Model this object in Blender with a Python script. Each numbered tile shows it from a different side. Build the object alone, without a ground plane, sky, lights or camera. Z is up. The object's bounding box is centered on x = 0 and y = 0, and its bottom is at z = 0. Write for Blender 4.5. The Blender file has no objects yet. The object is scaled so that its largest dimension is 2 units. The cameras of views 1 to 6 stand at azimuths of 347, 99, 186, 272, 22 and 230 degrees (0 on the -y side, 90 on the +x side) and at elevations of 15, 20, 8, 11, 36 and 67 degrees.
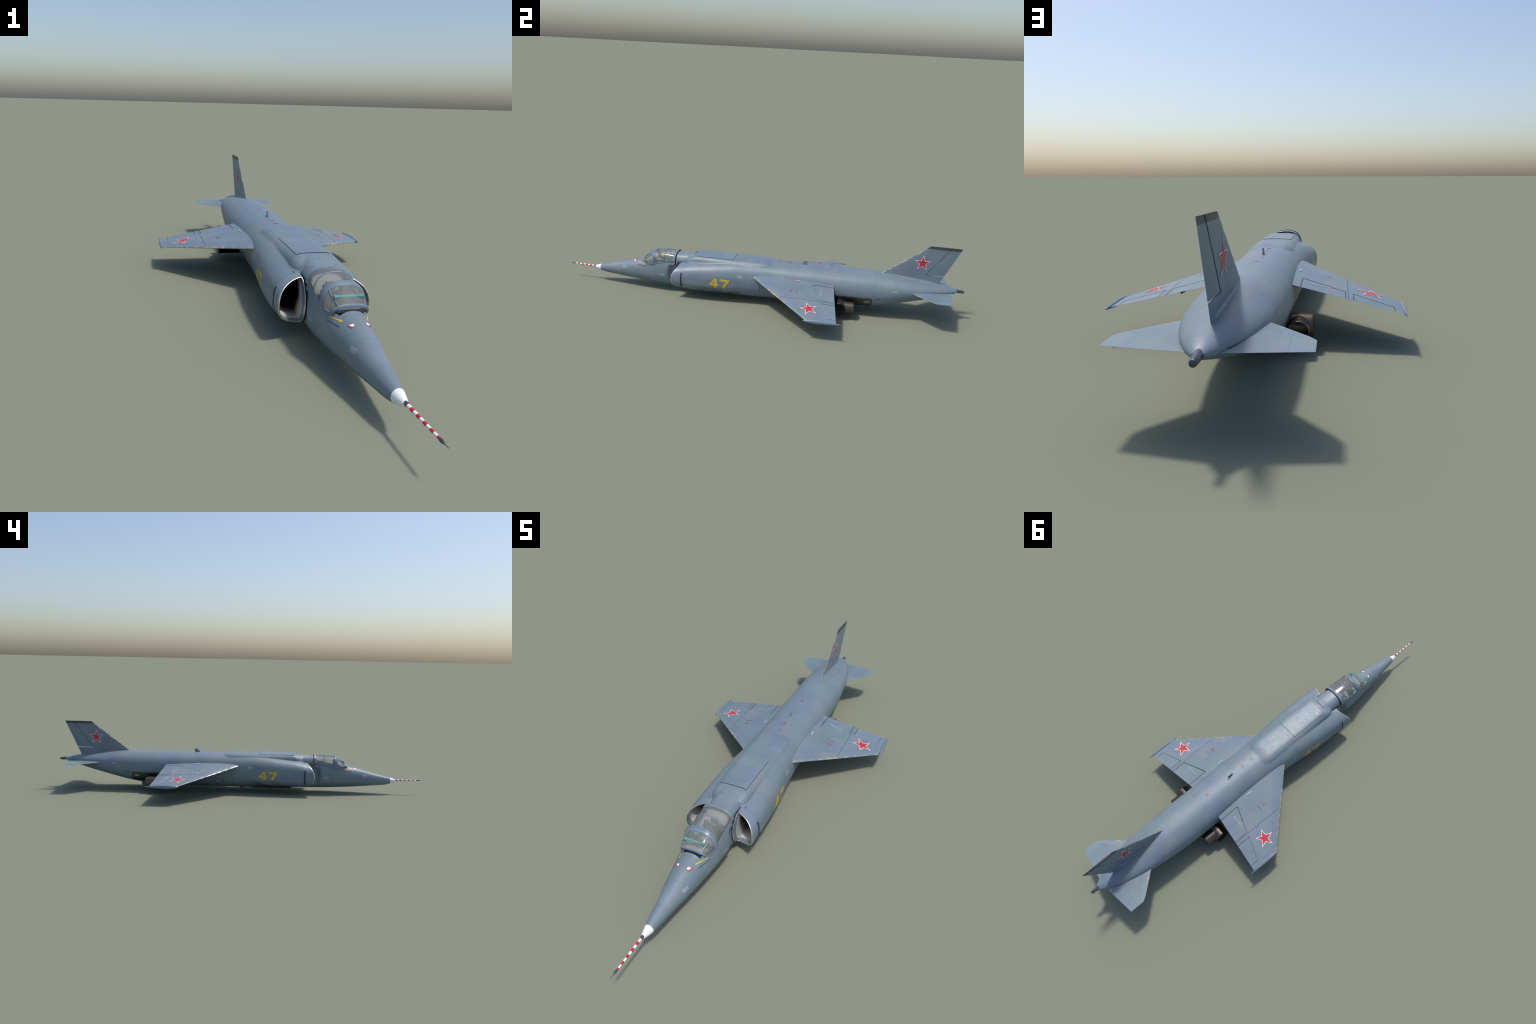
# Twin-intake experimental VTOL jet, built in metres, nose towards -y, z up.
import bpy, bmesh, math, random
import numpy as np
from mathutils import Vector

random.seed(47)
D = bpy.data
ROOT = D.objects.new("jet_aircraft", None)
bpy.context.scene.collection.objects.link(ROOT)
ROOT["label"] = "blue-grey Soviet-era jump jet with striped nose probe"
ROOT["category"] = "jet aircraft"


# ------------------------------------------------------------------ profiles
def curve(*pts):
    """Monotone cubic (Hermite) profile through (position, value) pairs."""
    p = np.array(sorted(pts), float)
    x, v = p[:, 0], p[:, 1]
    h = np.diff(x)
    s = np.diff(v) / h
    m = np.zeros_like(v)
    m[0], m[-1] = s[0], s[-1]
    for i in range(1, len(v) - 1):
        if s[i - 1] * s[i] > 0:
            w1, w2 = 2 * h[i] + h[i - 1], h[i] + 2 * h[i - 1]
            m[i] = (w1 + w2) / (w1 / s[i - 1] + w2 / s[i])

    def f(q):
        q = np.asarray(q, float)
        k = np.clip(np.searchsorted(x, q) - 1, 0, len(h) - 1)
        t = np.clip((q - x[k]) / h[k], 0, 1)
        a, b = v[k], v[k + 1]
        ma, mb = m[k] * h[k], m[k + 1] * h[k]
        return (2 * t**3 - 3 * t**2 + 1) * a + (t**3 - 2 * t**2 + t) * ma + (3 * t**2 - 2 * t**3) * b + (t**3 - t**2) * mb

    return f


def smooth(a, b, x):
    t = np.clip((np.asarray(x, float) - a) / (b - a), 0, 1)
    return t * t * (3 - 2 * t)


# slender forward fuselage (component A)
A_half = curve((-0.8235, 0.0150), (-0.79, 0.0200), (-0.7326, 0.0282), (-0.69, 0.0355), (-0.647, 0.0422), (-0.6, 0.0490), (-0.56, 0.0535), (-0.5, 0.0590), (-0.45, 0.0615), (-0.30, 0.0615))
A_top = curve((-0.8235, 0.0866), (-0.79, 0.0955), (-0.7326, 0.1100), (-0.6405, 0.1362), (-0.588, 0.1478), (-0.55, 0.178), (-0.50, 0.197), (-0.42, 0.2005), (-0.39, 0.1995), (-0.35, 0.2015), (-0.315, 0.2060), (-0.25, 0.2060))
A_bot = curve((-0.8235, 0.0532), (-0.79, 0.0460), (-0.7326, 0.0415), (-0.647, 0.0345), (-0.588, 0.0310), (-0.5, 0.0265), (-0.42, 0.0240), (-0.30, 0.0225), (-0.2, 0.0225))
A_mid = curve((-0.8235, 0.070), (-0.7326, 0.0765), (-0.647, 0.0855), (-0.588, 0.0895), (-0.5, 0.0940), (-0.42, 0.100), (-0.2, 0.105))
A_exp = curve((-0.8235, 2.0), (-0.65, 2.08), (-0.5, 2.15), (-0.3, 2.2))
# broad body with the intake trunks (component B)
B_half = curve((-0.41, 0.1238), (-0.36, 0.1236), (-0.30, 0.1226), (-0.2, 0.1195), (-0.1, 0.1128), (-0.05, 0.1085), (0.0, 0.1050), (0.05, 0.1022), (0.1, 0.1005), (0.2, 0.0990), (0.45, 0.0982), (0.55, 0.0968), (0.63, 0.0940), (0.70, 0.0895), (0.75, 0.0852), (0.80, 0.0765), (0.845, 0.0655), (0.89, 0.0510), (0.93, 0.0335), (0.955, 0.0190), (0.966, 0.0110))
B_top = curve((-0.41, 0.167), (-0.372, 0.1695), (-0.345, 0.1745), (-0.3, 0.1810), (-0.232, 0.1885), (-0.17, 0.1955), (-0.085, 0.2025), (0.0, 0.2035), (0.1, 0.2036), (0.2, 0.2033), (0.5, 0.2040), (0.61, 0.2042), (0.66, 0.2015), (0.73, 0.1945), (0.8, 0.1868), (0.88, 0.1765), (0.93, 0.1675), (0.955, 0.1605), (0.966, 0.156))
B_bot = curve((-0.41, 0.037), (-0.37, 0.0365), (-0.3, 0.0300), (-0.2, 0.0255), (-0.1, 0.0215), (0.0, 0.0195), (0.2, 0.0198), (0.4, 0.0225), (0.5, 0.0290), (0.54, 0.0340), (0.616, 0.0480), (0.686, 0.0650), (0.779, 0.0890), (0.872, 0.1150), (0.93, 0.1320), (0.955, 0.1400), (0.966, 0.1440))
B_mid = curve((-0.41, 0.100), (-0.3, 0.1), (-0.2, 0.103), (-0.1, 0.110), (0.0, 0.113), (0.2, 0.116), (0.45, 0.117), (0.55, 0.120), (0.62, 0.127), (0.7, 0.137), (0.78, 0.1445), (0.85, 0.1475), (0.966, 0.150))
B_exp = curve((-0.41, 2.6), (-0.3, 2.85), (-0.2, 2.8), (-0.1, 2.5), (0.0, 2.38), (0.2, 2.3), (0.6, 2.25), (0.8, 2.1), (0.966, 2.0))
AXIS = curve((-0.8235, 0.070), (-0.7326, 0.0765), (-0.647, 0.0855), (-0.5, 0.0940), (-0.35, 0.102), (0.0, 0.112), (0.45, 0.117), (0.62, 0.127), (0.7, 0.137), (0.8, 0.1455), (0.966, 0.150))
HUMP_FRONT, HUMP_REAR, INTAKE_ROOT = -0.3445, 0.086, -0.3450
SILL = curve((-0.8235, 0.082), (-0.7326, 0.098), (-0.65, 0.118), (-0.60, 0.131), (-0.575, 0.1405), (-0.556, 0.1385), (-0.535, 0.1368), (-0.515, 0.1420), (-0.47, 0.1520), (-0.42, 0.1655), (-0.37, 0.170), (0.6, 0.170), (0.75, 0.165), (0.85, 0.158), (0.966, 0.152))


def super_radius(th, centre, axis, half, top, bot, n):
    """Radius from (0, axis) to a superellipse centred on (0, centre)."""
    c, s = np.cos(th), np.sin(th)
    lo, hi = np.zeros_like(th), np.full_like(th, 0.25)
    for _ in range(34):
        r = (lo + hi) / 2
        dx, dz = np.abs(r * c), axis + r * s - centre
        b = np.where(dz > 0, top - centre, centre - bot)
        inside = (dx / half) ** n + (np.abs(dz) / b) ** n < 1
        lo, hi = np.where(inside, r, lo), np.where(inside, hi, r)
    return (lo + hi) / 2


def r_forward(y, th):
    y, th = np.broadcast_arrays(np.asarray(y, float), np.asarray(th, float))
    ax = AXIS(y)
    r = super_radius(th, A_mid(y), ax, A_half(y), A_top(y), A_bot(y), A_exp(y))
    # squarer spine behind the canopy
    spine = super_radius(th, np.full_like(y, 0.118), ax, np.full_like(y, 0.0535), A_top(y), np.full_like(y, 0.05), np.full_like(y, 2.9))
    r = np.where(y > -0.4101, np.where(th_up(th), spine, r), r)
    # recessed flat side facing the intakes
    z = ax + r * np.sin(th)
    x = np.abs(r * np.cos(th))
    limit = 0.0635 - 0.0185 * smooth(-0.452, -0.418, y) * (1 - smooth(0.0, 0.007, z - 0.143 - 0.024 * smooth(-0.404, -0.384, y)))
    scale = np.where(x > limit, limit / np.maximum(x, 1e-6), 1.0)
    return r * scale


def th_up(th):
    return np.sin(th) > 0.02


def r_trunk(y, th):
    y, th = np.broadcast_arrays(np.asarray(y, float), np.asarray(th, float))
    return super_radius(th, B_mid(y), AXIS(y), B_half(y), B_top(y), B_bot(y), B_exp(y))


def r_hump(y, th):
    y, th = np.broadcast_arrays(np.asarray(y, float), np.asarray(th, float))
    f = np.clip((y - HUMP_FRONT) / 0.040, 0, 1)
    f = np.sqrt(1 - (1 - f) ** 2)
    g = np.clip((HUMP_REAR - y) / 0.055, 0, 1)
    g = np.sqrt(1 - (1 - g) ** 2)
    half = 0.048 + (0.0205 + 0.0045 * smooth(-0.32, -0.16, y)) * f - 0.018 * (1 - g)
    top = 0.1945 + 0.0133 * np.minimum(smooth(-0.3445, -0.290, y), g)
    low = np.full_like(y, 0.06)
    return super_radius(th, np.full_like(y, 0.125), AXIS(y), half, top, low, np.full_like(y, 4.5))


def smax(a, b, k):
    h = np.clip(0.5 + 0.5 * (a - b) / k, 0, 1)
    return b + (a - b) * h + k * h * (1 - h)


def r_body(y, th):
    y, th = np.broadcast_arrays(np.asarray(y, float), np.asarray(th, float))
    r = r_trunk(y, th)
    a = r_forward(np.minimum(y, -0.25), th)
    # keep the radius measured from this station's own axis
    r = np.where(y < -0.2, smax(r, np.where(y < -0.25, a, a - 0.02 * (y + 0.25) / 0.05), 0.008), r)
    hump = r_hump(y, th)
    on = (y > HUMP_FRONT) & (y < HUMP_REAR) & (np.sin(th) > 0)
    return np.where(on, smax(r, hump, 0.0035), r)


def surface_x(rf, y, z):
    """Outer half width of the surface rf at station y and height z."""
    y, z = np.broadcast_arrays(np.asarray(y, float), np.asarray(z, float))
    ax = AXIS(y)
    lo, hi = np.zeros_like(y), np.full_like(y, 0.18)
    for _ in range(26):
        m = (lo + hi) / 2
        inside = np.hypot(m, z - ax) < rf(y, np.arctan2(z - ax, m))
        lo, hi = np.where(inside, m, lo), np.where(inside, hi, m)
    return (lo + hi) / 2


def surface_z(rf, y, x):
    """Top of the surface rf at station y and offset x."""
    y, x = np.broadcast_arrays(np.asarray(y, float), np.asarray(x, float))
    ax = AXIS(y)
    lo, hi = ax.copy(), np.full_like(y, 0.26)
    for _ in range(26):
        m = (lo + hi) / 2
        inside = np.hypot(x, m - ax) < rf(y, np.arctan2(m - ax, x))
        lo, hi = np.where(inside, m, lo), np.where(inside, hi, m)
    return (lo + hi) / 2


# ------------------------------------------------------------------ materials
class Nodes:
    def __init__(self, name):
        self.m = D.materials.new(name)
        self.m.use_nodes = True
        self.t = self.m.node_tree
        self.b = self.t.nodes["Principled BSDF"]

    def new(self, kind, **kw):
        n = self.t.nodes.new(kind)
        for k, v in kw.items():
            setattr(n, k, v)
        return n

    def link(self, a, b):
        self.t.links.new(a, b)

    def put(self, sock, v):
        if hasattr(v, "is_linked"):
            self.link(v, sock)
        else:
            sock.default_value = v

    def math(self, op, a, b=None, c=None, clamp=False):
        n = self.new("ShaderNodeMath", operation=op, use_clamp=clamp)
        for i, v in enumerate((a, b, c)):
            if v is not None:
                self.put(n.inputs[i], v)
        return n.outputs[0]

    def xyz(self):
        tc = self.new("ShaderNodeTexCoord")
        s = self.new("ShaderNodeSeparateXYZ")
        self.link(tc.outputs["Object"], s.inputs[0])
        self.obj = tc.outputs["Object"]
        return s.outputs

    def combine(self, x, y, z):
        n = self.new("ShaderNodeCombineXYZ")
        for i, v in enumerate((x, y, z)):
            self.put(n.inputs[i], v)
        return n.outputs[0]

    def noise(self, scale, detail=3, rough=0.55, vec=None):
        n = self.new("ShaderNodeTexNoise")
        n.inputs["Scale"].default_value = scale
        n.inputs["Detail"].default_value = detail
        n.inputs["Roughness"].default_value = rough
        self.link(vec if vec is not None else self.obj, n.inputs["Vector"])
        return n.outputs["Fac"]

    def mix(self, fac, a, b, mode="MIX"):
        n = self.new("ShaderNodeMix", data_type="RGBA", blend_type=mode)
        self.put(n.inputs[0], fac)
        for s, v in ((n.inputs[6], a), (n.inputs[7], b)):
            self.put(s, (*v, 1) if isinstance(v, tuple) and len(v) == 3 else v)
        return n.outputs[2]

    def step(self, x, a, b):
        """Smooth 0 to 1 between a and b (either order)."""
        n = self.new("ShaderNodeMapRange", interpolation_type="SMOOTHSTEP")
        self.put(n.inputs[0], x)
        if a < b:
            ends = (a, b, 0, 1)
        else:
            ends = (b, a, 1, 0)
        for i, v in enumerate(ends):
            n.inputs[i + 1].default_value = v
        return n.outputs[0]

    def ramp(self, fac, stops, interp="CONSTANT"):
        n = self.new("ShaderNodeValToRGB")
        n.color_ramp.interpolation = interp
        e = n.color_ramp.elements
        while len(e) < len(stops):
            e.new(0.5)
        for k, (p, c) in zip(e, stops):
            k.position, k.color = p, (*c, 1)
        self.put(n.inputs[0], fac)
        return n.outputs[0]

    def prod(self, *v):
        out = v[0]
        for w in v[1:]:
            out = self.math("MULTIPLY", out, w)
        return out

    def maxi(self, *v):
        out = v[0]
        for w in v[1:]:
            out = self.math("MAXIMUM", out, w)
        return out

    def line(self, x, y, p, q, width, soft=0.0004):
        """Mask of a thin segment from p to q in the x, y plane."""
        dx, dy = q[0] - p[0], q[1] - p[1]
        L = math.hypot(dx, dy)
        ux, uy = dx / L, dy / L
        rx, ry = self.math("SUBTRACT", x, p[0]), self.math("SUBTRACT", y, p[1])
        across = self.math("ABSOLUTE", self.math("SUBTRACT", self.prod(rx, -uy) if False else self.math("MULTIPLY", ry, ux), self.math("MULTIPLY", rx, uy)))
        along = self.math("ADD", self.math("MULTIPLY", rx, ux), self.math("MULTIPLY", ry, uy))
        m = self.step(across, width / 2 + soft, width / 2)
        return self.prod(m, self.math("GREATER_THAN", along, 0.0), self.math("LESS_THAN", along, L))


PAINT = [(0.0, (0.156, 0.208, 0.248)), (0.2, (0.152, 0.216, 0.244)), (0.36, (0.155, 0.200, 0.266)), (0.50, (0.174, 0.211, 0.245)), (0.66, (0.162, 0.216, 0.252)), (0.84, (0.151, 0.206, 0.248))]


def finish_paint(N, col, rough_extra=None):
    """Common finish: soft mottling, streaks and slightly varied gloss."""
    mott = N.noise(9.0, 4)
    col = N.mix(0.5, col, N.ramp(mott, [(0.3, (0.40, 0.41, 0.43)), (0.7, (0.60, 0.59, 0.57))], "LINEAR"), "OVERLAY")
    fine = N.noise(60.0, 5, 0.65)
    rough = N.math("ADD", N.math("MULTIPLY", fine, 0.20), 0.35)
    if rough_extra is not None:
        rough = N.math("SUBTRACT", rough, rough_extra, clamp=True)
    N.put(N.b.inputs["Base Color"], col)
    N.put(N.b.inputs["Roughness"], rough)
    N.b.inputs["Specular IOR Level"].default_value = 0.5
    bump = N.new("ShaderNodeBump")
    bump.inputs["Strength"].default_value = 0.05
    bump.inputs["Distance"].default_value = 0.002
    N.link(N.noise(22.0, 3), bump.inputs["Height"])
    N.link(bump.outputs[0], N.b.inputs["Normal"])
    return N.m


def body_paint():
    N = Nodes("fuselage_paint")
    x, y, z = N.xyz()
    st = N.math("DIVIDE", N.math("SUBTRACT", y, 0.0794), 0.0842)
    idx = N.math("FLOOR", st)
    fr = N.math("ABSOLUTE", N.math("SUBTRACT", N.math("SUBTRACT", st, idx), 0.5))
    ring = N.step(fr, 0.5 - 0.0135, 0.5 - 0.006)
    mr = N.new("ShaderNodeMapRange")
    N.link(y, mr.inputs[0])
    for i, v in enumerate((-0.82, -0.40, 0.072, 0.112)):
        mr.inputs[i + 1].default_value = v
    up = N.math("SUBTRACT", z, mr.outputs[0])
    ang = N.math("ABSOLUTE", N.math("ARCTAN2", x, up))
    sector = N.math("ADD", N.math("ADD", N.math("GREATER_THAN", ang, 0.47), N.math("GREATER_THAN", ang, 1.60)), N.math("GREATER_THAN", ang, 2.35))
    seams = None
    for a in (0.47, 1.60, 2.35):
        m = N.step(N.math("ABSOLUTE", N.math("SUBTRACT", ang, a)), 0.011, 0.005)
        seams = m if seams is None else N.maxi(seams, m)
    wn = N.new("ShaderNodeTexWhiteNoise", noise_dimensions="3D")
    N.link(N.combine(idx, sector, N.math("SIGN", x)), wn.inputs["Vector"])
    col = N.ramp(wn.outputs["Value"], PAINT)
    # lighter rectangular patches inside some panels
    wn2 = N.new("ShaderNodeTexWhiteNoise", noise_dimensions="3D")
    N.link(N.combine(N.math("FLOOR", N.math("DIVIDE", y, 0.047)), N.math("FLOOR", N.math("DIVIDE", ang, 0.31)), N.math("SIGN", x)), wn2.inputs["Vector"])
    col = N.mix(N.math("MULTIPLY", N.math("GREATER_THAN", wn2.outputs["Value"], 0.86), 0.45), col, (0.172, 0.220, 0.266))
    lines = N.maxi(ring, N.math("MULTIPLY", seams, 0.8))
    col = N.mix(N.math("MULTIPLY", lines, 0.26), col, (0.03, 0.045, 0.06))
    # belly soot and grime
    ax = N.math("ABSOLUTE", x)
    grime = N.noise(14.0, 4, vec=N.combine(N.math("MULTIPLY", x, 1.6), N.math("MULTIPLY", y, 0.5), N.math("MULTIPLY", z, 2.2)))
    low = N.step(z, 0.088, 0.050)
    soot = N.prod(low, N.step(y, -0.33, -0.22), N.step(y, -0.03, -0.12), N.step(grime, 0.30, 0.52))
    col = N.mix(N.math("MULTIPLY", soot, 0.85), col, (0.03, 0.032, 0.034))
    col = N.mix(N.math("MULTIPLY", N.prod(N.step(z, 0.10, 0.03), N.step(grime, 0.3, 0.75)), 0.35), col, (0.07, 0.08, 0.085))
    # heat-stained panel behind the swivelling nozzles
    edge = N.math("MULTIPLY", N.math("SUBTRACT", N.noise(30.0, 2), 0.5), 0.006)
    zz = N.math("ADD", z, edge)
    heat = N.prod(N.step(zz, 0.1085, 0.0960), N.step(zz, 0.048, 0.056), N.step(y, 0.579, 0.572), N.step(y, 0.33, 0.345), N.math("GREATER_THAN", ax, 0.05))
    hot = N.mix(N.step(y, 0.46, 0.565), (0.008, 0.008, 0.008), (0.052, 0.050, 0.038))
    hot = N.mix(N.step(z, 0.070, 0.058), hot, (0.008, 0.008, 0.008))
    col = N.mix(heat, col, hot)
    # dark line painted where the tailplane meets the body
    slot = N.prod(N.step(N.math("ABSOLUTE", N.math("SUBTRACT", z, 0.1475)), 0.0026, 0.0018), N.math("GREATER_THAN", y, 0.752), N.math("LESS_THAN", y, 0.922))
    col = N.mix(slot, col, (0.01, 0.013, 0.018))
    # polished scuffs around the dorsal hatch
    scuff = N.prod(N.math("GREATER_THAN", z, 0.205), N.step(y, -0.36, -0.30), N.step(y, 0.02, -0.06), N.step(N.noise(24.0, 5, 0.7), 0.56, 0.72))
    return finish_paint(N, col, N.math("MULTIPLY", scuff, 0.07))


def surface_paint(name, le, seams, cell=(0.058, 0.047), axes="xy", chips=0.545, cap=None):
    """Paint of a flying surface. le = leading-edge line (p, q); seams = panel lines."""
    N = Nodes(name)
    x, y, z = N.xyz()
    u = N.math("ABSOLUTE", x) if axes == "xy" else z
    v = y
    wn = N.new("ShaderNodeTexWhiteNoise", noise_dimensions="3D")
    N.link(N.combine(N.math("FLOOR", N.math("DIVIDE", u, cell[0])), N.math("FLOOR", N.math("DIVIDE", N.math("SUBTRACT", v, N.math("MULTIPLY", u, 0.35)), cell[1])), N.math("SIGN", x)), wn.inputs["Vector"])
    col = N.ramp(wn.outputs["Value"], PAINT)
    wn2 = N.new("ShaderNodeTexWhiteNoise", noise_dimensions="3D")
    N.link(N.combine(N.math("FLOOR", N.math("DIVIDE", u, cell[0] * 0.43)), N.math("FLOOR", N.math("DIVIDE", v, cell[1] * 0.5)), N.math("SIGN", x)), wn2.inputs["Vector"])
    col = N.mix(N.math("MULTIPLY", N.math("GREATER_THAN", wn2.outputs["Value"], 0.88), 0.5), col, (0.180, 0.215, 0.255))
    col = N.mix(N.math("MULTIPLY", N.math("LESS_THAN", wn2.outputs["Value"], 0.10), 0.5), col, (0.150, 0.20, 0.268))
    ls = None
    for p, q, w in seams:
        m = N.line(u, v, p, q, w)
        ls = m if ls is None else N.maxi(ls, m)
    if ls is not None:
        col = N.mix(N.math("MULTIPLY", ls, 0.36), col, (0.04, 0.055, 0.07))
    metal = None
    if chips < 1:
        (p0, p1), (q0, q1) = le
        slope = (q1 - p1) / (q0 - p0)
        d = N.math("MULTIPLY", N.math("SUBTRACT", v, N.math("ADD", N.math("MULTIPLY", N.math("SUBTRACT", u, p0), slope), p1)), 1 / math.hypot(1, slope))
        n = N.noise(70.0, 2, 0.6, N.combine(u, N.math("MULTIPLY", v, 0.5), N.math("MULTIPLY", z, 0.2) if axes == "xy" else 0.3))
        chip = N.prod(N.step(d, 0.0062, 0.0048), N.math("GREATER_THAN", n, chips))
        col = N.mix(chip, col, (0.47, 0.435, 0.27))
        metal = N.math("MULTIPLY", chip, 0.42)
        N.put(N.b.inputs["Metallic"], metal)
    if cap is not None:
        m = N.math("GREATER_THAN", N.math("SUBTRACT", z, N.math("MULTIPLY", N.math("SUBTRACT", y, 0.8), -0.008)), cap)
        col = N.mix(m, col, (0.052, 0.060, 0.060))
    return finish_paint(N, col, metal)


def plain(name, col, rough=0.45, metal=0.0, vary=0.12, scale=40.0):
    N = Nodes(name)
    N.xyz()
    n = N.noise(scale, 4)
    dark = tuple(c * (1 - vary) for c in col)
    lite = tuple(min(1, c * (1 + vary)) for c in col)
    N.put(N.b.inputs["Base Color"], N.ramp(n, [(0.3, dark), (0.7, lite)], "LINEAR"))
    N.put(N.b.inputs["Roughness"], N.math("ADD", N.math("MULTIPLY", n, 0.12), rough - 0.06))
    N.b.inputs["Metallic"].default_value = metal
    return N.m


def glass_material():
    N = Nodes("canopy_glass")
    N.xyz()
    out = N.t.nodes["Material Output"]
    tr = N.new("ShaderNodeBsdfTransparent")
    tr.inputs[0].default_value = (0.95, 0.96, 0.955, 1)
    gl = N.new("ShaderNodeBsdfGlossy")
    gl.inputs["Roughness"].default_value = 0.09
    df = N.new("ShaderNodeBsdfDiffuse")
    df.inputs[0].default_value = (0.68, 0.69, 0.68, 1)
    m1, m2 = N.new("ShaderNodeMixShader"), N.new("ShaderNodeMixShader")
    N.put(m1.inputs[0], N.math("ADD", N.math("MULTIPLY", N.noise(12.0, 3), 0.05), 0.145))
    N.link(tr.outputs[0], m1.inputs[1])
    N.link(df.outputs[0], m1.inputs[2])
    fr = N.new("ShaderNodeFresnel")
    fr.inputs["IOR"].default_value = 1.45
    N.link(fr.outputs[0], m2.inputs[0])
    N.link(m1.outputs[0], m2.inputs[1])
    N.link(gl.outputs[0], m2.inputs[2])
    N.link(m2.outputs[0], out.inputs[0])
    return N.m


def nozzle_metal():
    N = Nodes("scorched_nozzle_metal")
    x, y, z = N.xyz()
    n = N.noise(26.0, 4)
    col = N.ramp(n, [(0.3, (0.085, 0.070, 0.060)), (0.7, (0.135, 0.112, 0.094))], "LINEAR")
    col = N.mix(N.step(y, 0.40, 0.43), (0.02, 0.019, 0.018), col)
    col = N.mix(N.step(N.math("ABSOLUTE", x), 0.1488, 0.1496), col, (0.022, 0.021, 0.019))
    N.put(N.b.inputs["Base Color"], col)
    N.b.inputs["Metallic"].default_value = 0.82
    N.b.inputs["Roughness"].default_value = 0.38
    return N.m


M_BODY = body_paint()
WING_LE = ((0.1016, 0.0005), (0.3683, 0.2847))
M_WING = surface_paint("wing_paint", WING_LE, [((0.09, 0.214), (0.31, 0.330), 0.0009), ((0.09, 0.053), (0.365, 0.312), 0.0008), ((0.165, 0.06), (0.165, 0.41), 0.0007), ((0.30, 0.21), (0.30, 0.42), 0.0006), ((0.1, 0.13), (0.235, 0.262), 0.0006), ((0.347, 0.26), (0.347, 0.42), 0.0007)])
M_TAIL = surface_paint("tailplane_paint", chips=0.63, le=((0.0857, 0.7511), (0.162, 0.838)), seams=[((0.132, 0.80), (0.132, 0.93), 0.0009), ((0.05, 0.765), (0.165, 0.868), 0.0006), ((0.06, 0.88), (0.174, 0.885), 0.0006)])
M_FIN = surface_paint("tail_fin_paint", ((0.2045, 0.608), (0.3592, 0.8171)), [((0.2985, 0.73), (0.300, 0.97), 0.0009), ((0.2475, 0.67), (0.248, 0.94), 0.0009), ((0.19, 0.715), (0.24, 0.785), 0.0006)], cell=(0.05, 0.06), axes="zy", cap=0.3470)
M_FRAME = plain("canopy_frame_paint", (0.155, 0.205, 0.262), 0.35, 0.0, 0.06)
M_GREY = plain("pod_paint", (0.155, 0.210, 0.255), 0.36, 0.0, 0.06)
M_WHITE = plain("white_paint", (0.78, 0.79, 0.80), 0.4, 0.0, 0.03)
M_RED = plain("red_paint", (0.52, 0.022, 0.026), 0.4, 0.0, 0.08)
M_STARRED = plain("star_red_paint", (0.46, 0.030, 0.036), 0.45, 0.0, 0.07)
M_STARWHITE = plain("star_white_paint", (0.66, 0.66, 0.70), 0.45, 0.0, 0.04)
M_YELLOW = plain("yellow_paint", (0.60, 0.41, 0.045), 0.5, 0.0, 0.15, 60)
M_STENCIL = plain("stencil_white", (0.44, 0.48, 0.51), 0.5, 0.0, 0.10)
M_STENDARK = plain("stencil_black", (0.045, 0.056, 0.072), 0.5, 0.0, 0.10)
M_SEAM = plain("seam_black", (0.012, 0.015, 0.019), 0.7, 0.0, 0.1)
M_GUN = plain("dark_steel", (0.085, 0.088, 0.110), 0.38, 0.45, 0.15)
M_LIP = plain("bare_metal_lip", (0.62, 0.58, 0.51), 0.24, 0.85, 0.15, 30)
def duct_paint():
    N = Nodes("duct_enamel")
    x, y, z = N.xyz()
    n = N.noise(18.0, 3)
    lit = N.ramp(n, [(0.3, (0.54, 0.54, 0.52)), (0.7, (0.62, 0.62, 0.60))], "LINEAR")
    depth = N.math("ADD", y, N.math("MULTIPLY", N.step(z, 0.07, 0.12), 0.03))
    N.put(N.b.inputs["Base Color"], N.mix(N.step(depth, -0.345, -0.285), lit, (0.02, 0.02, 0.02)))  # shadow deep in the duct painted in: enamel fades to black with depth
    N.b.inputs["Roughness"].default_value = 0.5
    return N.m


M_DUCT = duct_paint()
M_BLACK = plain("engine_dark", (0.006, 0.006, 0.007), 0.6, 0.2, 0.1)
M_NOZZLE = nozzle_metal()
def tub_paint():
    N = Nodes("cockpit_interior_paint")
    x, y, z = N.xyz()
    n = N.noise(30.0, 3)
    grey = N.ramp(n, [(0.3, (0.62, 0.63, 0.62)), (0.7, (0.72, 0.73, 0.72))], "LINEAR")
    teal = N.ramp(n, [(0.3, (0.14, 0.30, 0.28)), (0.7, (0.20, 0.38, 0.35))], "LINEAR")
    side = N.prod(N.step(z, 0.136, 0.126), N.math("GREATER_THAN", y, -0.575))
    col = N.mix(side, grey, teal)
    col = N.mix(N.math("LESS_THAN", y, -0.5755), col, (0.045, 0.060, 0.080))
    N.put(N.b.inputs["Base Color"], col)
    N.b.inputs["Roughness"].default_value = 0.6
    return N.m


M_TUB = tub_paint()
M_PANEL = plain("instrument_grey", (0.20, 0.205, 0.205), 0.6, 0.0, 0.15, 50)
M_TEAL = plain("cockpit_teal", (0.085, 0.245, 0.225), 0.5, 0.0, 0.12, 30)
M_SEAT = plain("seat_cushion", (0.16, 0.17, 0.165), 0.7, 0.0, 0.2, 30)
M_OLIVE = plain("heat_tinted_plate", (0.20, 0.195, 0.125), 0.45, 0.2, 0.2, 60)
M_GLASS = glass_material()


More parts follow.
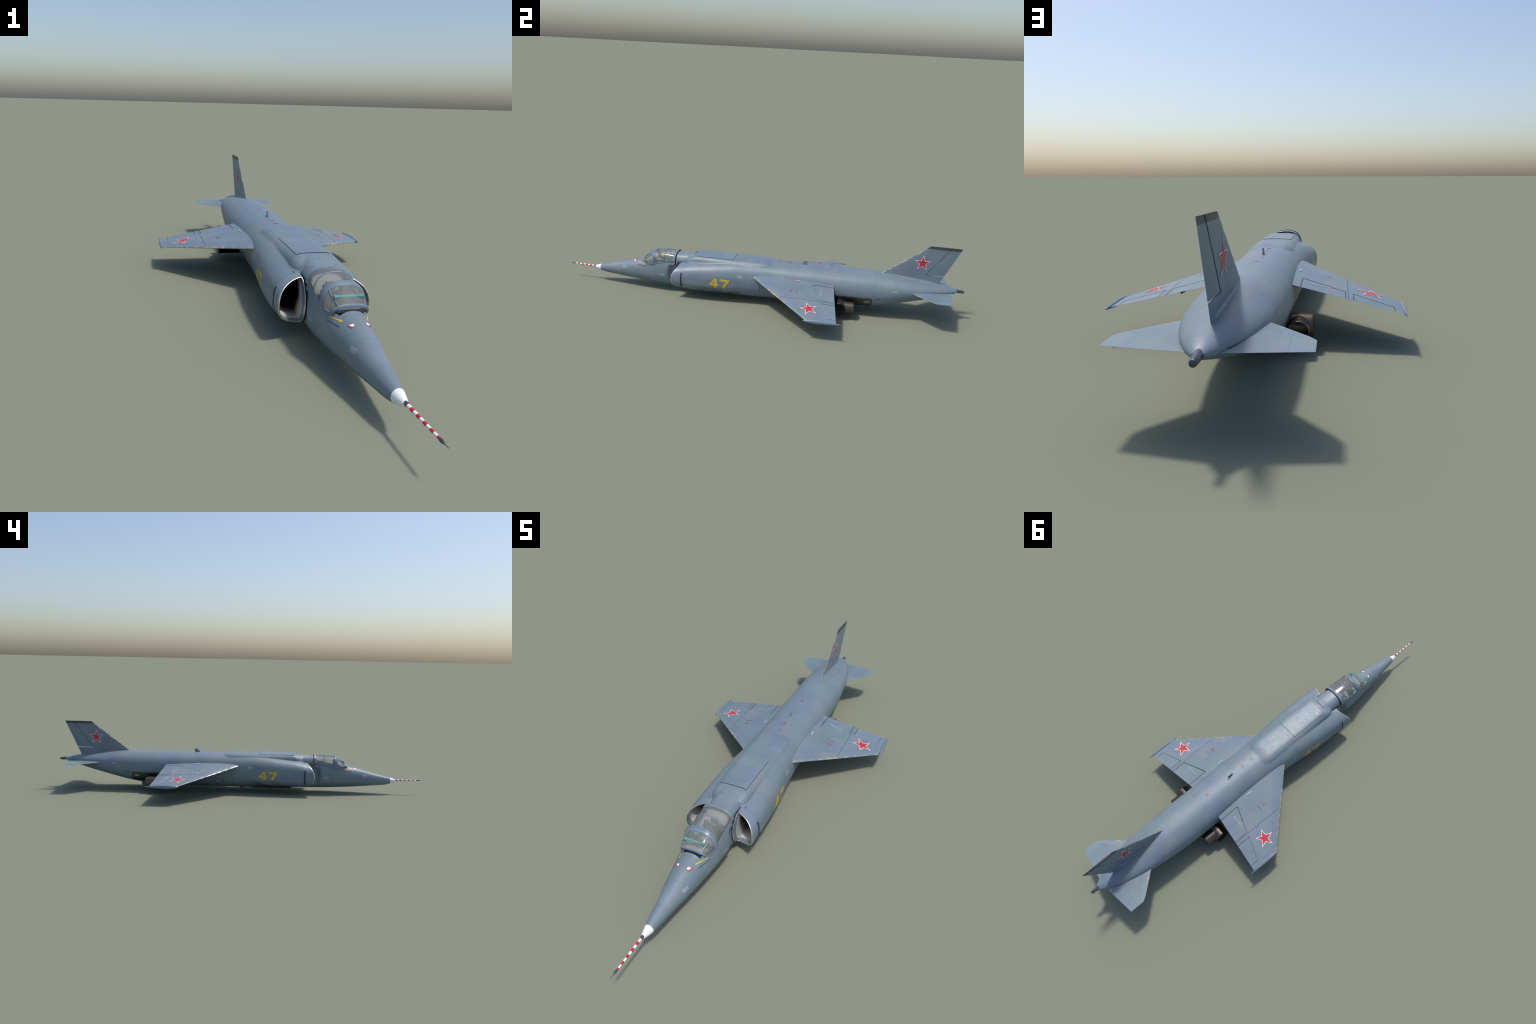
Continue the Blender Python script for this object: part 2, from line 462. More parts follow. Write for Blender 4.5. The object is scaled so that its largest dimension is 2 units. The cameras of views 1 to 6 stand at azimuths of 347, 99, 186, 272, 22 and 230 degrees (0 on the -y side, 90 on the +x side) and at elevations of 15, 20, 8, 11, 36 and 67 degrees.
# ------------------------------------------------------------------ mesh tools
def make(name, verts, faces, mat, parent=ROOT, smooth_angle=35, kind=None):
    me = D.meshes.new(name)
    me.from_pydata([tuple(map(float, v)) for v in verts], [], faces)
    me.validate()
    bm = bmesh.new()
    bm.from_mesh(me)
    bmesh.ops.remove_doubles(bm, verts=bm.verts, dist=1e-6)
    bmesh.ops.recalc_face_normals(bm, faces=bm.faces)
    bm.to_mesh(me)
    bm.free()
    me.polygons.foreach_set("use_smooth", [True] * len(me.polygons))
    if smooth_angle < 180:
        me.set_sharp_from_angle(angle=math.radians(smooth_angle))
    me.materials.append(mat)
    ob = D.objects.new(name, me)
    bpy.context.scene.collection.objects.link(ob)
    ob.parent = parent
    if kind:
        ob["kind"] = kind
    return ob


def group(name, parent=ROOT):
    e = D.objects.new(name, None)
    bpy.context.scene.collection.objects.link(e)
    e.parent = parent
    return e


def grid_faces(nr, nc, closed=False, base=0):
    f = []
    cols = nc if closed else nc - 1
    for i in range(nr - 1):
        for j in range(cols):
            a, b = i * nc + j, i * nc + (j + 1) % nc
            f.append((base + a, base + b, base + b + nc, base + a + nc))
    return f


def loft(rings, cap0=False, cap1=False):
    nr, nc = len(rings), len(rings[0])
    v = [p for r in rings for p in r]
    f = grid_faces(nr, nc, True)
    if cap0:
        f.append(tuple(range(nc)))
    if cap1:
        f.append(tuple((nr - 1) * nc + j for j in range(nc)))
    return v, f


def revolve(profile, centre, axis="y", n=40, cap0=True, cap1=True):
    """profile: (position along axis, radius); centre: the two other coordinates."""
    rings = []
    for s, r in profile:
        ring = []
        for k in range(n):
            t = math.tau * k / n
            a, b = r * math.cos(t), r * math.sin(t)
            ring.append((centre[0] + a, s, centre[1] + b) if axis == "y" else (s, centre[0] + a, centre[1] + b))
        rings.append(ring)
    return loft(rings, cap0, cap1)


def merge(parts):
    v, f = [], []
    for pv, pf in parts:
        o = len(v)
        v += list(pv)
        f += [tuple(i + o for i in q) for q in pf]
    return v, f


def box(c, s, taper=1.0):
    x, y, z = c
    a, b, h = s[0] / 2, s[1] / 2, s[2] / 2
    v = [(x + sx * a * (taper if sz > 0 else 1), y + sy * b * (taper if sz > 0 else 1), z + sz * h) for sz in (-1, 1) for sx, sy in ((-1, -1), (1, -1), (1, 1), (-1, 1))]
    return v, [(0, 3, 2, 1), (4, 5, 6, 7), (0, 1, 5, 4), (1, 2, 6, 5), (2, 3, 7, 6), (3, 0, 4, 7)]


def tube(path, r, n=8):
    path = [Vector(p) for p in path]
    rings = []
    ref = Vector((0.123, 0.456, 0.88)).normalized()
    for i, p in enumerate(path):
        d = (path[min(i + 1, len(path) - 1)] - path[max(i - 1, 0)]).normalized()
        u = d.cross(ref).normalized()
        w = d.cross(u)
        rr = r(i / (len(path) - 1)) if callable(r) else r
        rings.append([tuple(p + rr * (math.cos(math.tau * k / n) * u + math.sin(math.tau * k / n) * w)) for k in range(n)])
    return loft(rings, True, True)


# ------------------------------------------------------------------ fuselage
NL, NU = 112, 84      # points below and above the sill line
COCK0, COCK1 = -0.583, -0.4105


def ring_angles(y):
    ax = float(AXIS(y))
    zs = float(SILL(y))
    rf = r_forward if y < INTAKE_ROOT else r_body
    xs = float(surface_x(rf, y, zs))
    ts = math.atan2(zs - ax, xs)
    low = np.linspace(ts, -math.pi - ts, NL + 1)       # right sill, under the belly, left sill
    up = np.linspace(math.pi - ts, ts, NU + 1)[1:-1]     # left sill over the top
    return low, up, xs, zs


def body_ring(y, rf, tub=False):
    low, up, xs, zs = ring_angles(y)
    ax = float(AXIS(y))
    th = np.concatenate([low, up])
    r = rf(np.full_like(th, y), th)
    pts = [(r[i] * math.cos(th[i]), y, ax + r[i] * math.sin(th[i])) for i in range(len(th))]
    if tub:
        wall, floor = xs - 0.0045, 0.078
        path = [(-xs, zs), (-wall, zs + 0.0005), (-wall + 0.003, 0.13), (-0.034, floor), (0.034, floor), (wall - 0.003, 0.13), (wall, zs + 0.0005), (xs, zs)]
        seg = [math.dist(path[i], path[i + 1]) for i in range(len(path) - 1)]
        cum = np.concatenate([[0], np.cumsum(seg)])
        n = len(up)
        for k in range(n):
            s = cum[-1] * (k + 1) / (n + 1)
            px, pz = np.interp(s, cum, [p[0] for p in path]), np.interp(s, cum, [p[1] for p in path])
            pts[len(low) + k] = (float(px), y, float(pz))
    return pts


def stations(a, b, step):
    n = max(2, int(round((b - a) / step)) + 1)
    return list(np.linspace(a, b, n))


rings, kinds = [], []
for y in stations(-0.8235, COCK0 - 0.0005, 0.006):
    rings.append(body_ring(y, r_forward)); kinds.append("skin")
for y in stations(COCK0, COCK1, 0.0045):
    rings.append(body_ring(y, r_forward, True)); kinds.append("tub")
for y in stations(COCK1 + 0.0005, INTAKE_ROOT, 0.0035):
    rings.append(body_ring(y, r_forward)); kinds.append("skin")
I_MOUTH = len(rings) - 1
for y in stations(INTAKE_ROOT + 0.0004, 0.1, 0.004):
    rings.append(body_ring(y, r_body)); kinds.append("skin")
for y in stations(0.106, 0.966, 0.007):
    rings.append(body_ring(y, r_body)); kinds.append("skin")
nc = len(rings[0])
V = [p for r in rings for p in r]
skin, tubf = [], []
for i in range(len(rings) - 1):
    for j in range(nc):
        f = (i * nc + j, i * nc + (j + 1) % nc, (i + 1) * nc + (j + 1) % nc, (i + 1) * nc + j)
        upper = j >= NL
        inner = upper and (kinds[i] == "tub" or kinds[i + 1] == "tub")
        if i == I_MOUTH and not upper and V[f[3]][2] < 0.166 and min(abs(V[f[2]][0]), abs(V[f[3]][0])) > 0.047:
            continue
        (tubf if inner else skin).append(f)
skin.append(tuple((len(rings) - 1) * nc + j for j in range(nc)))
FUSELAGE = make("fuselage", V, skin, M_BODY, smooth_angle=42)
for v_ in [FUSELAGE.data]:
    bm = bmesh.new(); bm.from_mesh(v_)
    bmesh.ops.delete(bm, geom=[q for q in bm.verts if not q.link_faces], context="VERTS")
    bm.to_mesh(v_); bm.free()
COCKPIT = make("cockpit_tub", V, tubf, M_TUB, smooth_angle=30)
bm = bmesh.new(); bm.from_mesh(COCKPIT.data)
bmesh.ops.delete(bm, geom=[q for q in bm.verts if not q.link_faces], context="VERTS")
bm.to_mesh(COCKPIT.data); bm.free()

# white nose cone and striped probe
nose = [(-0.8233, 1.0), (-0.83, 0.895), (-0.838, 0.755), (-0.846, 0.60), (-0.851, 0.48), (-0.8545, 0.37), (-0.857, 0.22), (-0.858, 0.03)]
rg = []
for s, r in nose:
    c = float(0.070 + (s + 0.8233) * -0.02)
    rg.append([(0.0149 * r * math.cos(math.tau * k / 48), s, c + 0.0166 * r * math.sin(math.tau * k / 48)) for k in range(48)])
make("nose_cone", *loft(rg, True, True), M_WHITE)
PROBE = group("nose_probe")


def probe_z(y):
    return 0.0728 + (-0.8534 - y) * 0.019


def probe_r(y):
    return 0.0043 - 0.0016 * (-0.853 - y) / 0.117


def probe_piece(name, y0, y1, mat, r0=None, r1=None):
    prof = [(y0, r0 or probe_r(y0)), (y1, r1 or probe_r(y1))]
    rg = [[(r * math.cos(math.tau * k / 20), s, probe_z(s) + r * math.sin(math.tau * k / 20)) for k in range(20)] for s, r in prof]
    return make(name, *loft(rg, True, True), mat, PROBE)


probe_piece("probe_collar", -0.846, -0.8625, M_GUN, 0.0048, 0.0046)
edges = [-0.8625, -0.8645]
y = -0.8645
for k in range(5):
    edges += [y - 0.0112, y - 0.0226]
    y -= 0.0226
edges[-1] = -0.9715
for k in range(len(edges) - 1):
    probe_piece("probe_stripe", edges[k], edges[k + 1], M_RED if k % 2 == 0 else M_WHITE)
tip = [(-0.9715, 0.0026), (-0.976, 0.0035), (-0.980, 0.0034), (-0.985, 0.0022), (-0.9865, 0.0010), (-0.9995, 0.0005)]
rg = [[(r * math.cos(math.tau * k / 20), s, probe_z(s) + r * math.sin(math.tau * k / 20)) for k in range(20)] for s, r in tip]
make("probe_tip", *loft(rg, True, True), M_GUN, PROBE)

# tail boom
boom = [(0.945, 0.0086), (0.966, 0.0084), (0.985, 0.0074), (0.9945, 0.0068), (0.9982, 0.0058), (0.9996, 0.0036)]
rg = [[(r * math.cos(math.tau * k / 32), s, 0.1515 - 0.055 * (s - 0.945) + r * math.sin(math.tau * k / 32)) for k in range(32)] for s, r in boom]
make("tail_boom", *loft(rg, True, True), M_GUN)

# ------------------------------------------------------------------ intakes
INNER_X = 0.0495
LIP_Y = curve((0.030, -0.350), (0.045, -0.378), (0.06, -0.3935), (0.08, -0.403), (0.10, -0.4065), (0.12, -0.4035), (0.14, -0.3935), (0.155, -0.381), (0.168, -0.368), (0.18, -0.362))


def intake_section(y, inset=0.0, nout=72, nin=40):
    """Closed D section of the right-hand trunk at station y (x > 0)."""
    ax = float(AXIS(y))
    xi = INNER_X + inset
    th = np.linspace(math.radians(89), math.radians(-89), 600)
    r = r_trunk(np.full_like(th, y), th) - inset
    X, Z = r * np.cos(th), ax + r * np.sin(th)
    keep = X >= xi
    X, Z = X[keep], Z[keep]
    # rounded corners where the curved wall meets the flat splitter wall
    P = np.array([(xi, (Z[0] + Z[-1]) / 2)] + [(xi, Z[0] - 0.006 * 0)] + list(zip(X, Z)) + [(xi, Z[-1])] + [(xi, (Z[0] + Z[-1]) / 2)])
    d = np.concatenate([[0], np.cumsum(np.hypot(*np.diff(P, axis=0).T))])
    q = np.linspace(0, d[-1], nout + nin + 1)[:-1]
    pts = np.stack([np.interp(q, d, P[:, 0]), np.interp(q, d, P[:, 1])], 1)
    for _ in range(9):
        pts = 0.25 * np.roll(pts, 1, 0) + 0.5 * pts + 0.25 * np.roll(pts, -1, 0)
    return pts


def intake(side):
    grp = group("air_intake")
    S = lambda p: (side * p[0], p[1], p[2])
    sec = lambda y, inset=0.0: intake_section(y, inset)
    base = sec(-0.375)
    lipy = LIP_Y(base[:, 1])
    # cowl: from the root to just behind the lip
    rings = []
    for t in np.linspace(0, 1, 18):
        ring = []
        for j in range(len(base)):
            yy = INTAKE_ROOT + 0.004 + t * (lipy[j] + 0.004 - INTAKE_ROOT - 0.004)
            ring.append((j, yy))
        # sample section at each vertex's own station
        ys = np.array([q[1] for q in ring])
        lev = np.linspace(ys.min(), ys.max(), 6)
        secs = [sec(v) for v in lev]
        pts = []
        for j in range(len(base)):
            k = min(np.searchsorted(lev, ys[j], side="right") - 1, 4) if lev[-1] - lev[0] > 1e-6 else 0
            k = max(k, 0)
            w = (ys[j] - lev[k]) / max(lev[k + 1] - lev[k], 1e-9) if lev[-1] - lev[0] > 1e-6 else 0
            p = secs[k][j] * (1 - w) + secs[k + 1][j] * w
            pts.append(S((p[0], ys[j], p[1])))
        rings.append(pts)
    make("intake_cowl", *loft(rings), M_BODY, grp, 60)
    # rolled lip
    outer = np.array(rings[-1])
    nxt = np.roll(outer, -1, 0) - np.roll(outer, 1, 0)
    nrm = np.stack([nxt[:, 2], np.zeros(len(nxt)), -nxt[:, 0]], 1)
    nrm /= np.linalg.norm(nrm, axis=1)[:, None]
    cen = outer.mean(0)
    if ((outer - cen) * nrm).sum() > 0:
        nrm = -nrm                       # inward
    lip = []
    for a in np.linspace(0, math.pi, 9):
        off = 0.0022 * (1 - math.cos(a))
        fwd = 0.0045 * math.sin(a)
        lip.append([tuple(outer[j] + nrm[j] * off + np.array((0, -fwd, 0))) for j in range(len(outer))])
    make("intake_lip", *loft(lip), M_LIP, grp, 180)
    # painted band just inside the lip, then white duct sweeping in to the engine
    start = np.array(lip[-1])
    band = [[tuple(p) for p in start], [tuple(p + np.array((0, 0.014, 0)) + 0.0020 * n) for p, n in zip(start, nrm)]]
    make("intake_throat", *loft(band), M_FRAME, grp, 180)
    duct0 = np.array(band[-1])
    c0 = np.array((side * 0.083, 0, 0.101))
    duct = []
    for t in np.linspace(0, 1, 22):
        s = t * t * (3 - 2 * t)
        tgt = []
        for j in range(len(duct0)):
            p = duct0[j]
            yy = p[1] + (-0.17 - p[1]) * t
            rel = p - c0
            a = math.atan2(rel[2], rel[0])
            q = np.array((side * 0.052 + 0.040 * math.cos(a), yy, 0.108 + 0.046 * math.sin(a)))
            tgt.append(tuple((1 - s) * np.array((p[0], yy, p[2])) + s * q))
        duct.append(tgt)
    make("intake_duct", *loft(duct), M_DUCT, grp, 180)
    v, f = revolve([(-0.172, 0.049), (-0.172, 0.020), (-0.185, 0.010), (-0.190, 0.001)], (side * 0.052, 0.108), n=40, cap0=False)
    make("engine_face", v, f, M_BLACK, grp)
    blades = []
    for k in range(18):
        t = math.tau * k / 18
        p = [Vector((side * 0.052 + r * math.cos(t), -0.176, 0.108 + r * math.sin(t))) for r in (0.012, 0.044)]
        blades.append(tube(p, 0.0018, 6))
    make("engine_vane", *merge(blades), M_GUN, grp, kind="stuff")
    return grp


INTAKES = {s: intake(s) for s in (-1, 1)}


# ------------------------------------------------------------------ canopy
C_TOP = curve((-0.545, 0.1910), (-0.533, 0.1942), (-0.515, 0.1990), (-0.463, 0.2046), (-0.41, 0.2030), (-0.40, 0.2022))
C_HALF = curve((-0.545, 0.0532), (-0.535, 0.0535), (-0.515, 0.0528), (-0.463, 0.0520), (-0.42, 0.0525), (-0.40, 0.053))
CANOPY = group("canopy")


def canopy_arc(y, out=0.0, n=41, drop=0.0):
    zs, top, half = float(SILL(max(y, -0.54))) - drop, float(C_TOP(y)) + out, float(C_HALF(y)) + out
    pts = []
    for k in range(n):
        a = math.pi * k / (n - 1)
        c, s = math.cos(a), math.sin(a)
        pts.append((half * math.copysign(abs(c) ** (2 / 2.55), c), y, zs + (top - zs) * abs(s) ** (2 / 2.55)))
    return pts


def band(y0, y1, out0, out1, inner=-0.002, drop=0.002, tilt=None):
    arcs = [canopy_arc(y0, inner, drop=drop), canopy_arc(y0, out0, drop=drop), canopy_arc(y0 + 0.0012, out0 + 0.0007, drop=drop), canopy_arc(y1 - 0.0012, out1 + 0.0007, drop=drop), canopy_arc(y1, out1, drop=drop), canopy_arc(y1, inner, drop=drop)]
    n = len(arcs[0])
    v = [p for a in arcs for p in a]
    f = []
    m = len(arcs)
    for i in range(m):
        for j in range(n - 1):
            a, b = i * n + j, ((i + 1) % m) * n + j
            f.append((a, a + 1, b + 1, b))
    f.append(tuple(i * n for i in range(m)))
    f.append(tuple(i * n + n - 1 for i in range(m)))
    return v, f


def sheet(curves, thick=0.0008):
    """Thin double-walled glazing through matching curves."""
    n = len(curves[0])
    v = [p for c in curves for p in c]
    f = grid_faces(len(curves), n)
    return v, f


glass_y = stations(-0.517, -0.412, 0.005)
make("canopy_glass", *sheet([canopy_arc(y) for y in glass_y]), M_GLASS, CANOPY, 180)
frames = [band(-0.4165, -0.4045, 0.0002, 0.0024, drop=0.004), band(-0.5232, -0.5148, 0.0022, 0.0016), band(-0.5325, -0.5236, 0.0010, 0.0022)]
frames.append(tube(canopy_arc(-0.463, 0.0004, 61), 0.0016))
for s in (-1, 1):
    rail = [(s * (float(C_HALF(y)) + 0.0006), y, float(SILL(y)) + 0.0015) for y in stations(-0.523, -0.412, 0.006)]
    frames.append(tube(rail, 0.0019))
make("canopy_frame", *merge(frames), M_FRAME, CANOPY, 40)
seal = band(-0.5238, -0.5230, 0.0010, 0.0010)
make("canopy_seal", *seal, M_SEAM, CANOPY)
# dark shut-line behind the rear arch
make("canopy_seal", *band(-0.4047, -0.4032, 0.0012, 0.0012, drop=0.018), M_SEAM, CANOPY)

WS = group("windscreen")


def hoop(out=0.0, n=41, y=-0.5815):
    pts = []
    for k in range(n):
        a = math.pi * k / (n - 1)
        c, s = math.cos(a), math.sin(a)
        x = (0.0415 + out) * math.copysign(abs(c) ** (2 / 2.8), c)
        h = abs(s) ** (2 / 2.8)
        pts.append((x, y + 0.012 * (1 - h) ** 1.5, 0.1385 + (0.0215 + out) * h))
    return pts


def ws_curve(t, out=0.0):
    a, b = hoop(out), canopy_arc(-0.5310, out)
    sag = 0.0035 * math.sin(math.pi * t)
    res = []
    for p, q in zip(a, b):
        m = [p[i] * (1 - t) + q[i] * t for i in range(3)]
        side = min(1, abs(m[0]) / 0.04)
        res.append((m[0] * (1 + 0.05 * math.sin(math.pi * t) * side), m[1], m[2] + sag * 0.6 - 0.004 * math.sin(math.pi * t) * max(0, side - 0.8) * 5))
    return res


make("windscreen_glass", *sheet([ws_curve(t) for t in np.linspace(0, 1, 12)]), M_GLASS, WS, 180)
hp, hp2 = hoop(0.0022), hoop(-0.0026)
back = [(p[0], p[1] + 0.0068, p[2] + 0.0016) for p in hoop(0.0024)]
back2 = [(p[0], p[1] + 0.0068, p[2]) for p in hoop(-0.0020)]
n = len(hp)
v = hp2 + hp + back + back2
f = []
for i in range(4):
    for j in range(n - 1):
        a, b = i * n + j, ((i + 1) % 4) * n + j
        f.append((a, a + 1, b + 1, b))
f += [tuple(i * n for i in range(4)), tuple(i * n + n - 1 for i in range(4))]
parts = [(v, f)]
for s in (0, 1):
    j = 11 if s == 0 else 29
    post = [ws_curve(t, 0.0006)[j] for t in np.linspace(0, 1, 9)]
    parts.append(tube(post, 0.0015))
    j = 0 if s == 0 else 40
    foot = [ws_curve(t, 0.0006)[j] for t in np.linspace(0, 1, 9)]
    parts.append(tube(foot, 0.0017))
make("windscreen_frame", *merge(parts), M_FRAME, WS, 40)

# cockpit furniture
parts = [box((0, -0.434, 0.115), (0.044, 0.014, 0.070)), box((0, -0.462, 0.088), (0.046, 0.052, 0.018)), box((0, -0.431, 0.160), (0.026, 0.012, 0.022), 0.8)]
make("pilot_seat", *merge(parts), M_SEAT, COCKPIT, 30)
parts = [box((s * 0.0405, -0.485, 0.122), (0.014, 0.09, 0.016)) for s in (-1, 1)]
parts += [box((s * 0.0465, -0.47, 0.138), (0.003, 0.10, 0.010)) for s in (-1, 1)]
parts += [box((s * 0.021, -0.4445, 0.135), (0.004, 0.010, 0.06)) for s in (-1, 1)]
make("side_console", *merge(parts), M_TEAL, COCKPIT, 30)
parts = [box((0, -0.548, 0.132), (0.076, 0.010, 0.030)), box((0, -0.561, 0.1455), (0.062, 0.026, 0.004))]
make("instrument_panel", *merge(parts), M_PANEL, COCKPIT, 30)
parts = [tube([(-0.012, -0.505, 0.08), (-0.012, -0.503, 0.125), (-0.010, -0.508, 0.14)], 0.002), tube([(0.024, -0.452, 0.10), (0.024, -0.452, 0.172)], 0.0016), tube([(-0.024, -0.452, 0.10), (-0.024, -0.452, 0.172)], 0.0016)]
make("control_stick", *merge(parts), M_GUN, COCKPIT)
# teal bow-tie reflector bar under the windscreen
rg = []
for k in range(17):
    x = -0.036 + 0.072 * k / 16
    w = abs(x) / 0.036
    h, d = 0.0003 + 0.0020 * w**2, 0.0026 + 0.0016 * w
    c = 0.1772 - 0.0015 * w
    yc = -0.5585
    rg.append([(x, yc - d, c - h - 0.002), (x, yc + d, c - h + 0.0006), (x, yc + d, c + h + 0.0020), (x, yc - d, c + h - 0.001)])
make("sun_visor", *loft(rg, True, True), M_TEAL, WS, 30)

# ------------------------------------------------------------------ wings
ROOT_X, TIP_X = 0.1016, 0.3690


def wing_le(x):
    return 0.0005 + (x - ROOT_X) * (0.2847 - 0.0005) / (0.3683 - ROOT_X)


def wing_te(x):
    return 0.3885 + (x - ROOT_X) * (0.4202 - 0.3885) / (0.3685 - ROOT_X)


def wing_z(x):
    return 0.1465 - 0.2200 * (x - ROOT_X)


def foil(c, t):
    """Half thickness of a symmetric section, c = chord fraction, t = thickness ratio."""
    c = np.clip(c, 0, 1)
    return t * 5 * (0.2969 * np.sqrt(c) - 0.126 * c - 0.3516 * c**2 + 0.2843 * c**3 - 0.1036 * c**4) + 0.0015 * (c > 0.02) * c * 0.2


def wing_top(x, y):
    x, y = np.abs(np.asarray(x, float)), np.asarray(y, float)
    ch = wing_te(x) - wing_le(x)
    return wing_z(x) + foil((y - wing_le(x)) / ch, 0.055) * ch


def foil_piece(side, xs, front, rear, le, te, zc, t, nch=26, wall_r=0.0):
    """Solid slice of a flying surface, from line front(x) to line rear(x), over stations xs."""
    top, bot = [], []
    for x in xs:
        a, b, ch = front(x), rear(x), te(x) - le(x)
        full = abs(a - le(x)) < 1e-9
        rt, rb = [], []
        for k in range(nch + 1):
            u = k / nch
            u = u * u if full else u
            y = a + (b - a) * u
            h = foil((y - le(x)) / ch, t) * ch
            if not full and wall_r:
                e = (y - a) / wall_r
                if e < 1:
                    h *= math.sqrt(max(0.0, 1 - (1 - e) ** 2)) * 0.85 + 0.15
            rt.append((side * x, y, zc(x) + h))
            rb.append((side * x, y, zc(x) - h))
        top.append(rt)
        bot.append(rb)
    nx, m = len(xs), nch + 1
    v = [p for r in top for p in r] + [p for r in bot for p in r]
    o = nx * m
    f = grid_faces(nx, m) + [tuple(reversed(q)) for q in grid_faces(nx, m, base=o)]
    for i in range(nx - 1):
        for j in (0, nch):
            f.append((i * m + j, (i + 1) * m + j, o + (i + 1) * m + j, o + i * m + j))
    for i in (0, nx - 1):
        for j in range(nch):
            f.append((i * m + j, i * m + j + 1, o + i * m + j + 1, o + i * m + j))
    return v, f


FLAP_X, AIL_X = (0.1143, 0.2265), (0.2470, 0.3475)
GAP = 0.0007


def flap_line(x):
    return 0.2948 + (x - 0.1145) * (0.3353 - 0.2948) / (0.2263 - 0.1145)


def ail_line(x):
    return 0.3418 + (x - 0.2475) * (0.3772 - 0.3418) / (0.3465 - 0.2475)


def lin(a, b, n):
    return list(np.linspace(a, b, n))


for side in (-1, 1):
    W = group("wing")
    common = dict(le=wing_le, te=wing_te, zc=wing_z, t=0.055)
    # the fixed wing is one solid whose rear edge steps around the movable surfaces
    segs = [(0.075, FLAP_X[0], wing_te), (FLAP_X[0], FLAP_X[1], lambda x: flap_line(x) - GAP / 2), (FLAP_X[1], AIL_X[0], wing_te), (AIL_X[0], AIL_X[1], lambda x: ail_line(x) - GAP / 2), (AIL_X[1], TIP_X, wing_te)]
    parts = []
    for a, b, rear in segs:
        parts.append(foil_piece(side, lin(a, b, 8), wing_le, rear, nch=34, **common))
    ob = make("wing_panel", *merge(parts), M_WING, W, 30)
    bm = bmesh.new(); bm.from_mesh(ob.data)
    bmesh.ops.remove_doubles(bm, verts=bm.verts, dist=1e-5)
    bm.to_mesh(ob.data); bm.free()
    e = 0.0012
    make("flap", *foil_piece(side, lin(FLAP_X[0] + e, FLAP_X[1] - e, 10), lambda x: flap_line(x) + GAP / 2, wing_te, wall_r=0.006, **common), M_WING, W, 40)
    make("aileron", *foil_piece(side, lin(AIL_X[0] + e, AIL_X[1] - e, 10), lambda x: ail_line(x) + GAP / 2, wing_te, wall_r=0.005, **common), M_WING, W, 40)
    # slender body on the tip
    prof = []
    for k in range(31):
        u = k / 30
        r = 0.0098 * (math.sin(math.pi * min(1, u * 1.0)) ** 0.55) * (1 - 0.45 * u**2) * (1.08 if u < 0.5 else 1.0)
        prof.append((0.2755 + 0.1672 * u, max(r, 0.0006)))
    rg = [[(side * (0.3733 + 0.72 * r * math.cos(math.tau * k / 28)), s, 0.0868 - 0.0006 * (s > 0.43) + r * math.sin(math.tau * k / 28)) for k in range(28)] for s, r in prof]
    make("wing_tip_pod", *loft(rg, True, True), M_GREY, W, 60)
    # root fillet strip where the wing runs into the body
    ys = np.linspace(0.004, 0.386, 60)
    rows = []
    zr = wing_top(0.105, ys)
    xb = surface_x(r_body, ys, zr + 0.0040)
    for t in np.linspace(0, 1, 6):
        a = t * math.pi / 2
        xo = np.maximum(xb, 0.0950) + 0.0050
        xin = surface_x(r_body, ys, zr + 0.0040) - 0.0006
        X = xin + (xo - xin) * (1 - math.cos(a)) ** 1.0 if False else xo - (xo - xin) * math.sin(a)
        taper = np.clip((ys - 0.004) / 0.05, 0, 1) ** 0.5
        Zs = wing_top(xo, ys) - 0.0004
        Z = Zs + (zr + 0.0040 - Zs) * (1 - math.cos(a)) * taper
        rows.append([(side * x, yy, zz) for x, yy, zz in zip(X, ys, Z)])
    make("wing_root_fillet", [p for r in rows for p in r], grid_faces(len(rows), len(ys)), M_WING, W, 180)

# ------------------------------------------------------------------ tailplanes
def stab_le(x):
    base = 0.7511 + (x - 0.0857) * (0.8300 - 0.7511) / (0.1560 - 0.0857)
    k = max(0.0, x - 0.1560) / (0.1750 - 0.1560)
    return base + 0.0072 * k**2.2


def stab_te(x):
    return 0.9410 - (x - 0.026) * (0.9410 - 0.9198) / (0.1749 - 0.026)


for side in (-1, 1):
    v, f = foil_piece(side, lin(0.012, 0.15, 14) + lin(0.154, 0.1750, 9), stab_le, stab_te, stab_le, stab_te, lambda x: 0.1470, 0.034, nch=24)
    make("tailplane", v, f, M_TAIL, smooth_angle=40)

# ------------------------------------------------------------------ fin
FIN = group("tail_fin")
FZ0, FZ1 = 0.165, 0.3595


def fin_le(z):
    return 0.608 + (z - 0.2045) * (0.8171 - 0.608) / (0.3592 - 0.2045)


def fin_te(z):
    return 0.8790 + (z - 0.1765) * (0.9621 - 0.8790) / (0.3592 - 0.1765)


def hinge(z):
    return 0.8142 + (z - 0.2201) * (0.913 - 0.8142) / (0.3586 - 0.2201)


def fin_piece(zs, front, rear, wall_r=0.0, nch=24):
    """Same section builder, laid on its side: span runs up z."""
    v, f = foil_piece(1, zs, front, rear, fin_le, fin_te, lambda z: 0.0, 0.040, nch=nch, wall_r=wall_r)
    return [(p[2], p[1], p[0]) for p in v], f


RZ = 0.2165
parts = [fin_piece(lin(FZ0, RZ - 0.0020, 6), fin_le, fin_te), fin_piece(lin(RZ - 0.0020, FZ1, 14), fin_le, lambda z: hinge(z) - 0.0004)]
ob = make("fin_panel", *merge(parts), M_FIN, FIN, 30)
bm = bmesh.new(); bm.from_mesh(ob.data)
bmesh.ops.remove_doubles(bm, verts=bm.verts, dist=1e-5)
bm.to_mesh(ob.data); bm.free()
make("rudder", *fin_piece(lin(RZ + 0.0004, FZ1, 12), lambda z: hinge(z) + 0.0004, fin_te, 0.006), M_FIN, FIN, 40)


def fin_half(y, z):
    """Half thickness of the fin at (y, z)."""
    y, z = np.asarray(y, float), np.asarray(z, float)
    ch = fin_te(z) - fin_le(z)
    return foil((y - fin_le(z)) / ch, 0.040) * ch


